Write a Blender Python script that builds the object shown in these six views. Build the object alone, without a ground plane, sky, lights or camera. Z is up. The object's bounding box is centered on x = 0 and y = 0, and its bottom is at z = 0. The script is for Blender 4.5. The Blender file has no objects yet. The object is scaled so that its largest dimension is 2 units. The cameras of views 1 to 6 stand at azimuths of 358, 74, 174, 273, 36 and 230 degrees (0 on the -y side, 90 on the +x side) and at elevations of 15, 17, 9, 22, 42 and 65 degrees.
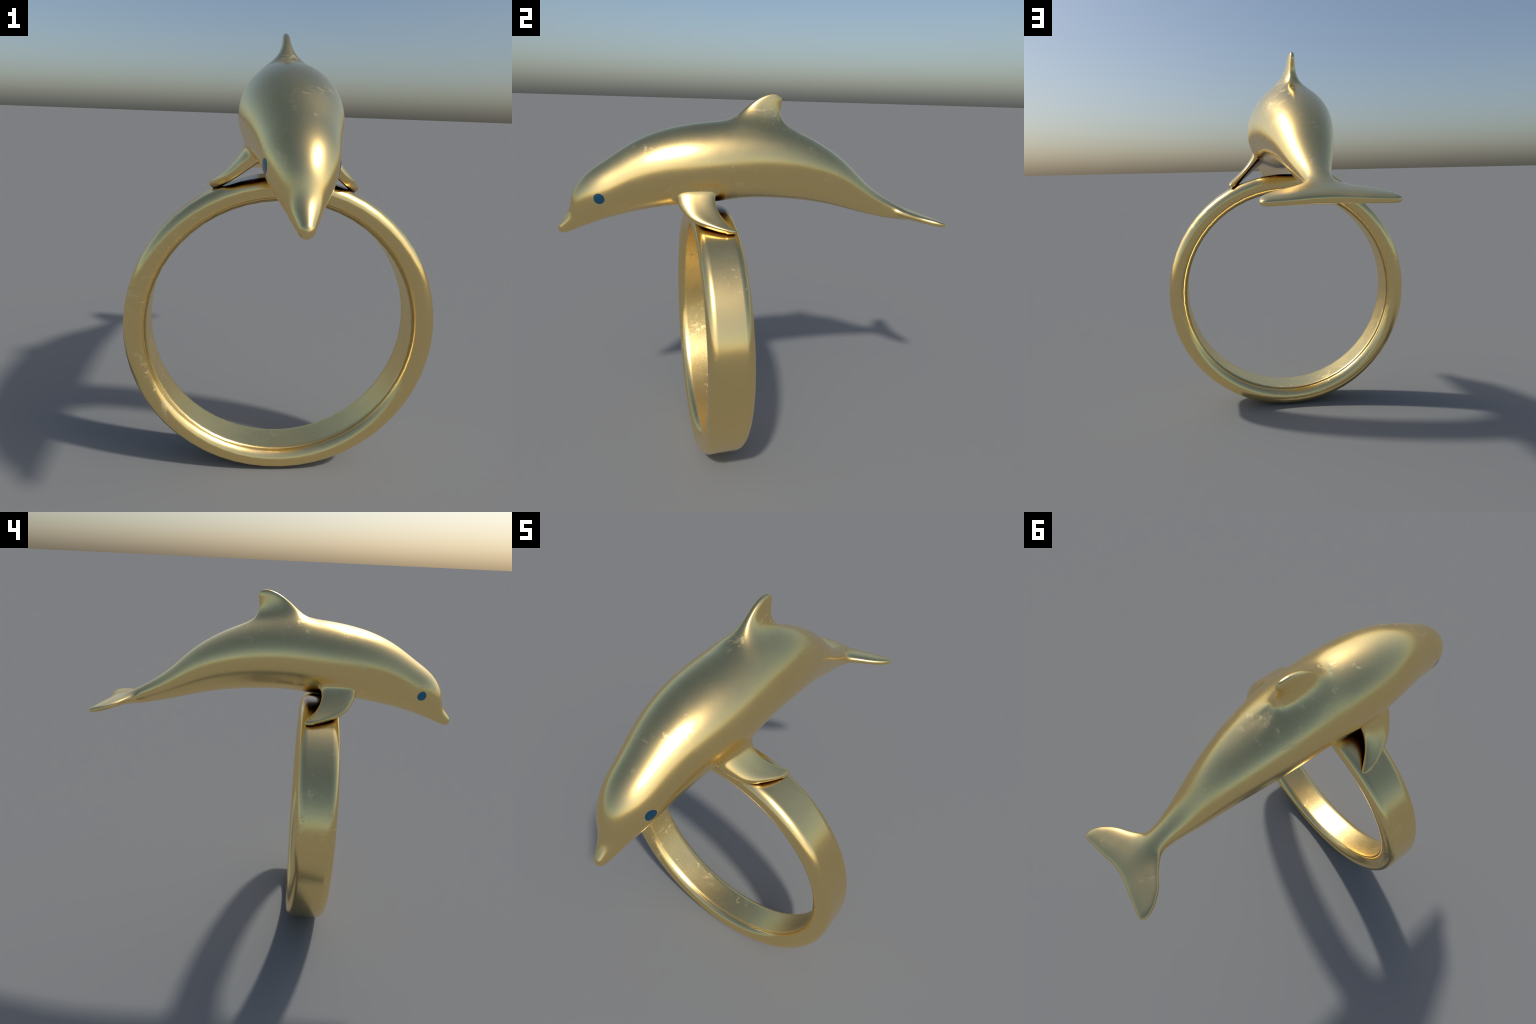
"""A gold ring carrying a leaping dolphin.

The dolphin is one smooth surface: an arched egg-sectioned body (described by
back, belly and half-width curves along a circular spine) with a dorsal fin, two
flippers and a tail fluke melted into it.  The surface is meshed once, then cut
by region into named parts that share border vertices and normals.
The ring is a turned band with a flat outside, rounded sides and a separate
slightly proud liner inside.
"""
import bpy
import numpy as np
from mathutils import Vector

# ------------------------------------------------------------------ dimensions
SPINE_R, SPINE_Y, SPINE_Z = 1.85, 0.0, -0.35      # circle that the body arches along
STATIONS = [-1.05, -1.00, -0.965, -0.935, -0.905, -0.86, -0.80, -0.70, -0.58,
            -0.44, -0.28, -0.10, 0.10, 0.28, 0.44, 0.60, 0.74, 0.88]
WIDEST_STATIONS = [-1.05, -0.9, -0.6, -0.2, 0.3, 0.9]
DORSAL_HEIGHTS = [1.64, 1.72, 1.77, 1.82, 1.86, 1.90]
DORSAL_THICK_HEIGHTS = [1.64, 1.72, 1.78, 1.84, 1.90]
FLIPPER_SPANS = [0.0, 0.07, 0.15, 0.22, 0.28]
FLUKE_SPANS = [0.0, 0.06, 0.12, 0.18, 0.24]
BACK_LINE = [1.89, 1.9063, 1.9211, 1.9434, 1.978, 2.0159, 2.0455, 2.0707, 2.1021, 2.1235, 2.1266, 2.1209, 2.0962, 2.0423, 1.9759, 1.8982, 1.8626, 1.8491]
BELLY_LINE = [1.8556, 1.8444, 1.8374, 1.8328, 1.8278, 1.8216, 1.8126, 1.7959, 1.775, 1.7542, 1.7332, 1.7319, 1.7285, 1.7281, 1.7289, 1.7327, 1.7495, 1.7809]
HALF_WIDTH = [0.0139, 0.031, 0.0441, 0.0555, 0.0706, 0.0914, 0.1134, 0.1323, 0.156, 0.1839, 0.1985, 0.1944, 0.1815, 0.156, 0.1243, 0.0888, 0.0585, 0.0436]
WIDEST_AT = [0.4628, 0.4744, 0.4978, 0.4757, 0.5115, 0.5877]
SNOUT_END = -1.0161
SNOUT_ROUND = 0.022
DORSAL_FRONT = [-0.1926, -0.1555, -0.1317, -0.0894, -0.0395, 0.023]
DORSAL_REAR = [0.1588, 0.1242, 0.1117, 0.1023, 0.1085, 0.1118]
DORSAL_THICK = [0.0604, 0.063, 0.0425, 0.0221, 0.0142]
DORSAL_TOP = 1.8636
DORSAL_ROUND = 0.0396
DORSAL_DROP = [0.5574, 0.0351]
DORSAL_BLEND = 0.0905
FLIPPER_FRONT = [-0.4086, -0.4407, -0.4165, -0.3574, -0.2393]
FLIPPER_REAR = [-0.2156, -0.2547, -0.2552, -0.2201, -0.168]
FLIPPER_THICK = [0.0458, 0.0235, 0.0196]
FLIPPER_ROOT = [0.1066, 1.4691]
FLIPPER_DROOP = 0.8646
FLIPPER_BEND = 0.1429
FLIPPER_PITCH = 0.0653
FLIPPER_TWIST = 0.5254
FLIPPER_TIP = 0.2551
FLIPPER_ROUND = 0.0323
FLIPPER_TAPER = 0.2476
FLIPPER_BLEND = 0.0356
FLUKE_FRONT = [0.736, 0.7768, 0.8265, 0.8703, 0.941]
FLUKE_REAR = [0.9614, 0.9686, 0.983, 0.9939, 1.0055]
FLUKE_THICK = [0.0272, 0.0218, 0.0139]
FLUKE_ROOT = [0.9252, 1.256]
FLUKE_SLOPE = 0.206
FLUKE_CURL = [0.0042, 0.0258]
FLUKE_TIP = 0.2069
FLUKE_ROUND = 0.034
FLUKE_BLEND = 0.0637
DORSAL_EDGE, FLIPPER_EDGE, FLUKE_EDGE = 2.8, 2.8, 2.7   # section squareness

RING_SEGMENTS = 56
RING_R, RING_MID_R, RING_CREASE_R, LINER_R = 0.6635, 0.620, 0.5755, 0.5652
RING_Y, BAND_HALF, RING_HALF = -0.262, 0.062, 0.107
EYE = (0.115, -0.7975, 1.407)
EYE_RADIUS = 0.0255
CELL = 0.0045


# ------------------------------------------------------------------ curves
def curve(xk, yk):
    """Natural cubic spline through a few control points."""
    xk = np.asarray(xk, float)
    yk = np.asarray(yk, float)
    n = len(xk)
    h = np.diff(xk)
    A = np.zeros((n, n))
    b = np.zeros(n)
    A[0, 0] = A[-1, -1] = 1
    for i in range(1, n - 1):
        A[i, i - 1], A[i, i], A[i, i + 1] = h[i - 1], 2 * (h[i - 1] + h[i]), h[i]
        b[i] = 6 * ((yk[i + 1] - yk[i]) / h[i] - (yk[i] - yk[i - 1]) / h[i - 1])
    M = np.linalg.solve(A, b)
    X = np.linspace(xk[0], xk[-1], 3000)
    i = np.clip(np.searchsorted(xk, X) - 1, 0, n - 2)
    hh = h[i]
    a = (xk[i + 1] - X) / hh
    c = (X - xk[i]) / hh
    Y = a * yk[i] + c * yk[i + 1] + ((a ** 3 - a) * M[i] + (c ** 3 - c) * M[i + 1]) * hh * hh / 6
    return lambda x: np.interp(x, X, Y)


back, belly = curve(STATIONS, BACK_LINE), curve(STATIONS, BELLY_LINE)
half_width, widest = curve(STATIONS, HALF_WIDTH), curve(WIDEST_STATIONS, WIDEST_AT)
d_front, d_rear = curve(DORSAL_HEIGHTS, DORSAL_FRONT), curve(DORSAL_HEIGHTS, DORSAL_REAR)
d_thick = curve(DORSAL_THICK_HEIGHTS, DORSAL_THICK)
f_front, f_rear = curve(FLIPPER_SPANS, FLIPPER_FRONT), curve(FLIPPER_SPANS, FLIPPER_REAR)
f_thick = curve([0, 0.14, 0.28], FLIPPER_THICK)
u_front, u_rear = curve(FLUKE_SPANS, FLUKE_FRONT), curve(FLUKE_SPANS, FLUKE_REAR)
u_thick = curve([0, 0.12, 0.24], FLUKE_THICK)


# ------------------------------------------------------------------ dolphin surface
def spine(y, z):
    dy, dz = y - SPINE_Y, z - SPINE_Z
    return np.arctan2(dy, dz) * SPINE_R, np.hypot(dy, dz)


def body(x, y, z):
    s, r = spine(y, z)
    t, b, w = back(s), belly(s), half_width(s)
    m = b + (t - b) * widest(s)
    v = np.where(r > m, (r - m) / (t - m), (m - r) / (m - b))
    e0 = np.maximum(0, (SNOUT_END - s) / SNOUT_ROUND)
    e1 = np.maximum(0, (s - 0.76) / 0.17)
    return np.sqrt((x / w) ** 2 + v * v + e0 * e0 + e1 * e1)


def blade(c, t, front, rear, thick, end, p, drop=0.0):
    """Fin section between front and rear edges, thicker in front by 'drop'."""
    mid, a = (front + rear) / 2, np.maximum((rear - front) / 2, 0.004)
    thick = np.maximum(thick * (1 - drop * np.tanh((c - mid) / a)), 0.003)
    return (np.abs((c - mid) / a) ** p + np.abs(t / thick) ** p + end ** p) ** (1 / p)


def dorsal(x, y, z):
    end = np.maximum(0, (z - DORSAL_TOP) / DORSAL_ROUND) + np.maximum(0, (1.64 - z) / 0.05)
    drop = DORSAL_DROP[0] + (DORSAL_DROP[1] - DORSAL_DROP[0]) * (0.5 + 0.5 * np.tanh((z - 1.81) / 0.06))
    return blade(y, x, d_front(z), d_rear(z), d_thick(z), end, DORSAL_EDGE, drop)


def flipper(x, y, z):
    dx, dz = np.abs(x) - FLIPPER_ROOT[0], z - FLIPPER_ROOT[1]
    u = dx * np.cos(FLIPPER_DROOP) - dz * np.sin(FLIPPER_DROOP)
    n = dx * np.sin(FLIPPER_DROOP) + dz * np.cos(FLIPPER_DROOP)
    n = n - FLIPPER_BEND * (u - 0.12) ** 2 * 4 - (FLIPPER_PITCH + FLIPPER_TWIST * np.clip(0.2 - u, -0.1, 0.2)) * (y + 0.3)
    end = np.maximum(0, (u - FLIPPER_TIP) / FLIPPER_ROUND) + np.maximum(0, (-0.03 - u) / 0.04)
    return blade(y, n, f_front(u), f_rear(u), f_thick(u), end, FLIPPER_EDGE, FLIPPER_TAPER)


def fluke(x, y, z):
    X, dy, dz = np.sqrt(x * x + 0.0009), y - FLUKE_ROOT[0], z - FLUKE_ROOT[1]
    c = dy * np.cos(FLUKE_SLOPE) - dz * np.sin(FLUKE_SLOPE)
    n = dy * np.sin(FLUKE_SLOPE) + dz * np.cos(FLUKE_SLOPE)
    n = n - FLUKE_CURL[0] * X * X * 4 - FLUKE_CURL[1] * c * c * 4
    end = np.maximum(0, (X - FLUKE_TIP) / FLUKE_ROUND)
    return blade(c + FLUKE_ROOT[0], n, u_front(X), u_rear(X), u_thick(X), end, FLUKE_EDGE)


def distance(f, x, y, z, h=0.002):
    r = f(x, y, z)
    g = np.sqrt((f(x + h, y, z) - r) ** 2 + (f(x, y + h, z) - r) ** 2 + (f(x, y, z + h) - r) ** 2) / h
    return (r - 1) / np.maximum(g, 0.5)


def fin(f, box, x, y, z):
    """Fin distance, held honest far away by the fin's bounding box (centre, half size)."""
    q = [np.maximum(np.abs(v - c) - h, 0) for v, (c, h) in zip((np.abs(x), y, z), box)]
    away, d = np.sqrt(q[0] ** 2 + q[1] ** 2 + q[2] ** 2), distance(f, x, y, z)
    return np.where(away > 0, np.maximum(d, away), d)


DORSAL_BOX = ((0, 0.17), (-0.03, 0.28), (1.76, 0.25))
FLIPPER_BOX = ((0.19, 0.21), (-0.30, 0.23), (1.35, 0.20))
FLUKE_BOX = ((0, 0.33), (0.88, 0.21), (1.25, 0.17))


def melt(a, b, k):
    h = np.maximum(k - np.abs(a - b), 0) / k
    return np.minimum(a, b) - h * h * h * k / 6


def dolphin(x, y, z):
    d = distance(body, x, y, z)
    d = melt(d, fin(fluke, FLUKE_BOX, x, y, z), FLUKE_BLEND)
    d = melt(d, fin(dorsal, DORSAL_BOX, x, y, z), DORSAL_BLEND)
    return melt(d, fin(flipper, FLIPPER_BOX, x, y, z), FLIPPER_BLEND)


def gradient(p, h=0.0015):
    x, y, z = p.T
    g = np.stack([dolphin(x + h, y, z) - dolphin(x - h, y, z),
                  dolphin(x, y + h, z) - dolphin(x, y - h, z),
                  dolphin(x, y, z + h) - dolphin(x, y, z - h)], 1) / (2 * h)
    return g


def settle(p, steps=4):
    """Slide points along the gradient onto the surface."""
    for _ in range(steps):
        g = gradient(p)
        d = dolphin(*p.T)
        q = (g * g).sum(1)
        p = p - np.clip(d / np.maximum(q, 0.05), -CELL, CELL)[:, None] * g
    return p


def mesh_surface():
    """Surface nets on a sparse grid around the surface; returns vertices and quads."""
    lo = np.array([-0.36, -1.06, 1.10])
    n = np.array([int(0.72 / CELL) + 1, int(2.12 / CELL) + 1, int(0.86 / CELL) + 1])
    F = 8                                                   # coarse block of F cells
    nb = n // F + 2
    n = nb * F + 1
    axes = [lo[i] + CELL * np.arange(n[i]) for i in range(3)]
    cg = np.meshgrid(*[a[::F] for a in axes], indexing="ij")
    coarse = dolphin(*[g.ravel() for g in cg]).reshape(cg[0].shape)
    deep = coarse < 0                                       # inside with every neighbour inside
    for ax in range(3):
        deep = deep & np.roll(deep, 1, ax) & np.roll(deep, -1, ax)
    near = (coarse < CELL * F * 2.2) & ~deep
    vol = np.repeat(np.repeat(np.repeat(coarse, F, 0), F, 1), F, 2)[:n[0], :n[1], :n[2]].copy()
    k = near.copy()
    for ax in range(3):                                     # grow by one block
        k = k | np.roll(k, 1, ax) | np.roll(k, -1, ax)
    fine = np.repeat(np.repeat(np.repeat(k, F, 0), F, 1), F, 2)[:n[0], :n[1], :n[2]]
    idx = np.argwhere(fine)
    val = np.empty(len(idx))
    for s in range(0, len(idx), 400000):
        q = lo + CELL * idx[s:s + 400000]
        val[s:s + 400000] = dolphin(*q.T)
    vol[tuple(idx.T)] = val
    neg = vol < 0
    c = np.zeros(tuple(np.array(neg.shape) - 1), int)
    for dx in (0, 1):
        for dy in (0, 1):
            for dz in (0, 1):
                c += neg[dx:dx + c.shape[0], dy:dy + c.shape[1], dz:dz + c.shape[2]]
    cell = np.argwhere((c > 0) & (c < 8))
    ids = np.full(c.shape, -1)
    ids[tuple(cell.T)] = np.arange(len(cell))
    acc, cnt = np.zeros((len(cell), 3)), np.zeros(len(cell))
    corners = np.array([(a, b, d) for a in (0, 1) for b in (0, 1) for d in (0, 1)])
    for i, a in enumerate(corners):
        for b in corners[i + 1:]:
            if np.abs(a - b).sum() != 1:
                continue
            va, vb = vol[tuple((cell + a).T)], vol[tuple((cell + b).T)]
            m = (va < 0) != (vb < 0)
            t = np.where(m, va / np.where(m, va - vb, 1), 0)
            acc += np.where(m[:, None], a + t[:, None] * (b - a), 0)
            cnt += m
    verts = lo + CELL * (cell + acc / cnt[:, None])
    quads = []
    for ax in range(3):
        e = np.eye(3, dtype=int)[ax]
        u, v = np.eye(3, dtype=int)[(ax + 1) % 3], np.eye(3, dtype=int)[(ax + 2) % 3]
        sl = tuple(slice(0, -1) if i == ax else slice(1, -1) for i in range(3))
        sh = tuple(slice(1, None) if i == ax else slice(1, -1) for i in range(3))
        a, b = neg[sl], neg[sh]
        for flip, mask in ((False, a & ~b), (True, ~a & b)):
            g = np.argwhere(mask) + (1 - e)
            q = [ids[tuple((g - u - v).T)], ids[tuple((g - v).T)], ids[tuple(g.T)], ids[tuple((g - u).T)]]
            quads.append(np.stack(q[::-1] if flip else q, 1))
    return verts, np.concatenate(quads)


# ------------------------------------------------------------------ materials
class Nodes:
    def __init__(self, name):
        self.mat = bpy.data.materials.new(name)
        self.mat.use_nodes = True
        self.t = self.mat.node_tree
        self.bsdf = self.t.nodes["Principled BSDF"]
        self.coord = self.add("ShaderNodeTexCoord").outputs["Object"]

    def add(self, kind, **props):
        node = self.t.nodes.new(kind)
        for k, v in props.items():
            setattr(node, k, v)
        return node

    def link(self, a, b):
        self.t.links.new(a, b)

    def noise(self, scale, detail=2.0, rough=0.5, stretch=None, turn=(0, 0, 0), distort=0.0, shift=(0, 0, 0)):
        node = self.add("ShaderNodeTexNoise")
        node.inputs["Scale"].default_value = scale
        node.inputs["Detail"].default_value = detail
        node.inputs["Roughness"].default_value = rough
        node.inputs["Distortion"].default_value = distort
        mp = self.add("ShaderNodeMapping")
        mp.inputs["Scale"].default_value = stretch or (1, 1, 1)
        mp.inputs["Rotation"].default_value = turn
        mp.inputs["Location"].default_value = shift
        self.link(self.coord, mp.inputs["Vector"])
        self.link(mp.outputs["Vector"], node.inputs["Vector"])
        return node.outputs["Fac"]

    def band(self, value, a, b, lo=0.0, hi=1.0):
        node = self.add("ShaderNodeMapRange", interpolation_type="SMOOTHSTEP")
        for i, v in enumerate((a, b, lo, hi)):
            node.inputs[i + 1].default_value = v
        self.link(value, node.inputs[0])
        return node.outputs[0]

    def math(self, op, a, b):
        node = self.add("ShaderNodeMath", operation=op)
        for i, v in enumerate((a, b)):
            if isinstance(v, (int, float)):
                node.inputs[i].default_value = v
            else:
                self.link(v, node.inputs[i])
        return node.outputs[0]

    def mix(self, fac, a, b):
        node = self.add("ShaderNodeMix", data_type="RGBA")
        self.link(fac, node.inputs[0])
        node.inputs[6].default_value = (*a, 1)
        node.inputs[7].default_value = (*b, 1)
        return node.outputs[2]

    def bump(self, height, distance, strength=1.0):
        node = self.add("ShaderNodeBump")
        node.inputs["Distance"].default_value = distance
        node.inputs["Strength"].default_value = strength
        self.link(height, node.inputs["Height"])
        self.link(node.outputs["Normal"], self.bsdf.inputs["Normal"])


GOLD = (1.0, 0.757, 0.327)
GOLD_WORN = (1.0, 0.79, 0.40)
GAP_DARK = (0.030, 0.013, 0.008)
GAP_DARK_EDGE = (0.42, 0.27, 0.16)


def gold(name, base_rough, grain, patch_rough=0.44, grain_bump=0.00006, worn=0.9):
    """Satin gold: faint grain, rare rubbed flakes and specks, near-black colour in tight gaps."""
    n = Nodes(name)
    # rubbed flakes: small ragged islands gathered in clusters
    cluster = n.band(n.noise(3.6, 2.0, shift=(1.3, 4.4, 2.7)), 0.49, 0.64)
    flake = n.band(n.noise(20.0, 7.0, 0.68, distort=0.4), 0.555, 0.645)
    scratch = n.band(n.noise(20.0, 5.0, 0.65, stretch=(0.8, 0.8, 3.2), turn=(0.6, 0.4, 0.2)), 0.62, 0.71)
    speck = n.band(n.noise(48.0, 2.0, 0.5), 0.71, 0.80)
    wear = n.math("MULTIPLY", cluster, n.math("MAXIMUM", flake, scratch))
    wear = n.math("MAXIMUM", n.math("MULTIPLY", wear, worn), n.math("MULTIPLY", speck, 0.5))
    fine = n.noise(300.0, 2.0, 0.6)
    soft = n.noise(7.0, 3.0, 0.55)
    rough = n.math("ADD", n.band(soft, 0.3, 0.7, base_rough - 0.02, base_rough + 0.03),
                   n.math("MULTIPLY", n.math("SUBTRACT", fine, 0.5), grain))
    rough = n.math("ADD", rough, n.math("MULTIPLY", wear, patch_rough - base_rough))
    n.link(rough, n.bsdf.inputs["Roughness"])
    # base colour multiplied darker in tight gaps, with the AO node as mask
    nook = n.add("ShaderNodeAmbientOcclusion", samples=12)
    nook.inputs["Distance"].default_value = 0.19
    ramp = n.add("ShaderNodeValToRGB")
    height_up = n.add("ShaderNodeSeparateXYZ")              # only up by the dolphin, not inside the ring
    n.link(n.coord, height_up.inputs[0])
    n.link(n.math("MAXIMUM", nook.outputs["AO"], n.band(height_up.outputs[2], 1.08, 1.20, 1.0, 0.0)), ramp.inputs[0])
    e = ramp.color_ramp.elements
    e[0].position, e[0].color = 0.18, (*GAP_DARK, 1)
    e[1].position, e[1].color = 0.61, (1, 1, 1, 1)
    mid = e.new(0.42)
    mid.color = (*GAP_DARK_EDGE, 1)
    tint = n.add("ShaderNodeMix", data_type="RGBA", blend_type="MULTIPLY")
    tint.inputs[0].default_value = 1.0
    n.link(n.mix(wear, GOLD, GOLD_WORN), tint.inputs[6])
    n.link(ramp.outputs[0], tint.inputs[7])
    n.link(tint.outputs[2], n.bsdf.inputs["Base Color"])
    n.bsdf.inputs["Metallic"].default_value = 1.0
    height = n.math("ADD", n.math("MULTIPLY", fine, 0.6), n.math("MULTIPLY", wear, -1.5))
    n.bump(height, grain_bump)
    return n.mat


def eye_enamel():
    n = Nodes("blue_enamel")
    tint = n.band(n.noise(60.0, 2.0), 0.3, 0.7)
    n.link(n.mix(tint, (0.058, 0.205, 0.365), (0.064, 0.225, 0.395)), n.bsdf.inputs["Base Color"])
    n.bsdf.inputs["Roughness"].default_value = 0.22
    n.bsdf.inputs["Metallic"].default_value = 1.0
    return n.mat


# ------------------------------------------------------------------ object helpers
def largest_island(verts, quads):
    label = np.arange(len(verts))
    while True:
        low = label[quads].min(1)
        new = label.copy()
        np.minimum.at(new, quads.ravel(), np.repeat(low, 4))
        new = new[new]
        if (new == label).all():
            break
        label = new
    keep = np.bincount(label).argmax()
    q = quads[label[quads[:, 0]] == keep]
    used, inv = np.unique(q, return_inverse=True)
    return verts[used], inv.reshape(-1, 4)


def make_object(name, verts, faces, normals, mat, parent):
    a, b, c = (verts[faces[:, i]] for i in (0, 1, 2))
    if (np.cross(b - a, c - a) * normals[faces].mean(1)).sum() < 0:    # face outward
        faces = faces[:, ::-1]
    me = bpy.data.meshes.new(name)
    me.from_pydata(verts.tolist(), [], [tuple(f) for f in faces.tolist()])
    me.polygons.foreach_set("use_smooth", np.ones(len(me.polygons), bool))
    me.update()
    me.normals_split_custom_set_from_vertices(normals.tolist())
    me.materials.append(mat)
    ob = bpy.data.objects.new(name, me)
    bpy.context.scene.collection.objects.link(ob)
    ob.parent = parent
    return ob


def turned(profile, normals, segments, y0, zc):
    """Revolve a closed (radius, y) profile about the ring axis."""
    a = (np.arange(segments) + 0.5) / segments * 2 * np.pi
    sx, cz = np.sin(a), -np.cos(a)
    r, y = profile[:, 0], profile[:, 1]
    nr, ny = normals[:, 0], normals[:, 1]
    V = np.stack([sx[:, None] * r, np.broadcast_to(y + y0, (segments, len(r))), zc + cz[:, None] * r], 2).reshape(-1, 3)
    N = np.stack([sx[:, None] * nr, np.broadcast_to(ny, (segments, len(r))), cz[:, None] * nr], 2).reshape(-1, 3)
    m = len(r)
    i, j = np.meshgrid(np.arange(segments), np.arange(m), indexing="ij")
    i2, j2 = (i + 1) % segments, (j + 1) % m
    F = np.stack([i * m + j, i * m + j2, i2 * m + j2, i2 * m + j], 2).reshape(-1, 4)
    return V, F, N


def band_profile():
    """Flat outside, elliptical shoulders, narrowing to the crease inside."""
    pts, nor = [], []
    wy = RING_HALF - BAND_HALF

    def arc(a0, a1, h, count):
        for a in np.linspace(a0, a1, count):
            c, s = np.cos(a), np.sin(a)
            pts.append((RING_MID_R + h * s, BAND_HALF + wy * c))
            v = np.array([s / h, c / wy])
            nor.append(v / np.linalg.norm(v))
    up, down = RING_R - RING_MID_R, RING_MID_R - RING_CREASE_R + 0.004
    arc(np.pi / 2, 0, up, 15)
    arc(-np.pi / 2 / 14, -np.pi / 2 * 0.93, down, 13)
    p, n = np.array(pts), np.array(nor)
    mirror = np.array([1, -1])
    mids = np.array([(RING_R, y) for y in np.linspace(-BAND_HALF, BAND_HALF, 9)[1:-1]])
    # front half from crease to band edge, across the band, back half to crease, then close inside the metal
    P = np.concatenate([p[::-1] * mirror, mids, p, [(RING_MID_R - 0.02, 0.03), (RING_MID_R - 0.02, -0.03)]])
    N = np.concatenate([n[::-1] * mirror, np.tile([1.0, 0.0], (len(mids), 1)), n, [(-1.0, 0.0), (-1.0, 0.0)]])
    return P, N


def liner_profile():
    """Slightly proud inner sleeve with softly rolled edges."""
    edge = [(0.0128, 0.0670, -0.80, 0.60), (0.0080, 0.0703, -0.83, 0.56), (0.0035, 0.0722, -0.87, 0.49),
            (0.0012, 0.0727, -0.91, 0.41), (0.0002, 0.0714, -0.95, 0.31), (0.0, 0.0680, -0.98, 0.20),
            (0.0, 0.0620, -0.995, 0.09), (0.0, 0.0560, -1.0, 0.0)]
    p = np.array([(LINER_R + e[0], e[1]) for e in edge])    # upright wall with a softened lip
    n = np.array([e[2:] for e in edge])
    n /= np.linalg.norm(n, axis=1)[:, None]
    mirror = np.array([1, -1])
    mids = np.array([(LINER_R, y) for y in np.linspace(0.056, -0.056, 9)[1:-1]])
    P = np.concatenate([p, mids, p[::-1] * mirror, [(RING_MID_R - 0.03, -0.04), (RING_MID_R - 0.03, 0.04)]])
    N = np.concatenate([n, np.tile([-1.0, 0.0], (len(mids), 1)), n[::-1] * mirror, [(1.0, 0.0), (1.0, 0.0)]])
    return P[::-1], N[::-1]


# ------------------------------------------------------------------ build
root = bpy.data.objects.new("dolphin_ring", None)
bpy.context.scene.collection.objects.link(root)
root["label"] = "gold finger ring topped by a leaping dolphin with blue eyes"
root["category"] = "ring"

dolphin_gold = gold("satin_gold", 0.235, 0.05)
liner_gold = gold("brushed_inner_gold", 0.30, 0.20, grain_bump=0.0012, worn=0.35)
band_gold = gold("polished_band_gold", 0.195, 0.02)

# --- dolphin
verts, quads = largest_island(*mesh_surface())
verts = settle(verts)
grad = gradient(verts)
norms = grad / np.linalg.norm(grad, axis=1)[:, None]
mid = verts[quads].mean(1)
db = distance(body, *mid.T)
s_mid, _ = spine(mid[:, 1], mid[:, 2])
REGIONS = ["torso", "head", "tail", "dorsal_fin", "flipper", "flipper", "tail_fluke"]
region = np.zeros(len(quads), int)
region[s_mid < -0.74] = 1
region[s_mid > 0.46] = 2
region[(distance(dorsal, *mid.T) < db - 0.022) & (mid[:, 2] > 1.70)] = 3
df = distance(flipper, *mid.T)
region[(df < db) & (mid[:, 2] < 1.5) & (mid[:, 0] > 0.08) & (s_mid < 0.2)] = 4
region[(df < db) & (mid[:, 2] < 1.5) & (mid[:, 0] < -0.08) & (s_mid < 0.2)] = 5
region[(distance(fluke, *mid.T) < db) & (s_mid > 0.7)] = 6
parts = {}
for k, name in enumerate(REGIONS):
    q = quads[region == k]
    used, inv = np.unique(q, return_inverse=True)
    parts[k] = make_object(name, verts[used], inv.reshape(-1, 4), norms[used], dolphin_gold, root)

# --- eyes: thin enamel discs lying on the head
enamel = eye_enamel()
for side in (1, -1):
    c = settle(np.array([[side * EYE[0], EYE[1], EYE[2]]]), 10)[0]
    g = gradient(c[None])[0]
    g /= np.linalg.norm(g)
    fwd = np.cross(g, (0, 0, 1.0))
    fwd *= side / np.linalg.norm(fwd)                       # towards the snout
    upv = np.cross(fwd, g) * side
    rings, seg = 9, 40
    P = [c]
    for i in range(1, rings + 1):
        for j in range(seg):
            a = 2 * np.pi * j / seg
            rr = EYE_RADIUS * i / rings * (1 + 0.035 * np.cos(2 * a - np.pi / 2) - 0.012 * np.cos(3 * a))
            P.append(c + fwd * rr * np.cos(a) + upv * rr * np.sin(a))
    P = settle(np.array(P), 6)
    G = gradient(P)
    G /= np.linalg.norm(G, axis=1)[:, None]
    lift = np.full(len(P), 0.0005)
    lift[-seg:] = 0.0003
    skirt = P[-seg:] - G[-seg:] * 0.002
    top = P + G * lift[:, None]
    V = np.concatenate([top, skirt])
    N = np.concatenate([G, G[-seg:]])
    F = []
    for j in range(seg):
        k = (j + 1) % seg
        F.append((0, 1 + j, 1 + k, 1 + k))
        for i in range(rings):
            F.append((1 + i * seg + j, 1 + (i + 1) * seg + j, 1 + (i + 1) * seg + k, 1 + i * seg + k))
    tri = [f[:3] if f[2] == f[3] else f for f in F]
    n0 = np.cross(V[tri[0][1]] - V[0], V[tri[0][2]] - V[0])
    if n0 @ g < 0:
        tri = [f[::-1] for f in tri]
    me = bpy.data.meshes.new("eye")
    me.from_pydata(V.tolist(), [], tri)
    me.polygons.foreach_set("use_smooth", np.ones(len(me.polygons), bool))
    me.update()
    me.normals_split_custom_set_from_vertices(N.tolist())
    me.materials.append(enamel)
    eye = bpy.data.objects.new("eye", me)
    bpy.context.scene.collection.objects.link(eye)
    eye.parent = parts[1]

# --- ring
RING_Z = RING_R
P, N = band_profile()
V, F, NN = turned(P, N, RING_SEGMENTS, RING_Y, RING_Z)
band = make_object("ring_band", V, F, NN, band_gold, root)
P, N = liner_profile()
V, F, NN = turned(P, N, RING_SEGMENTS, RING_Y, RING_Z)
liner = make_object("inner_liner", V, F, NN, liner_gold, band)
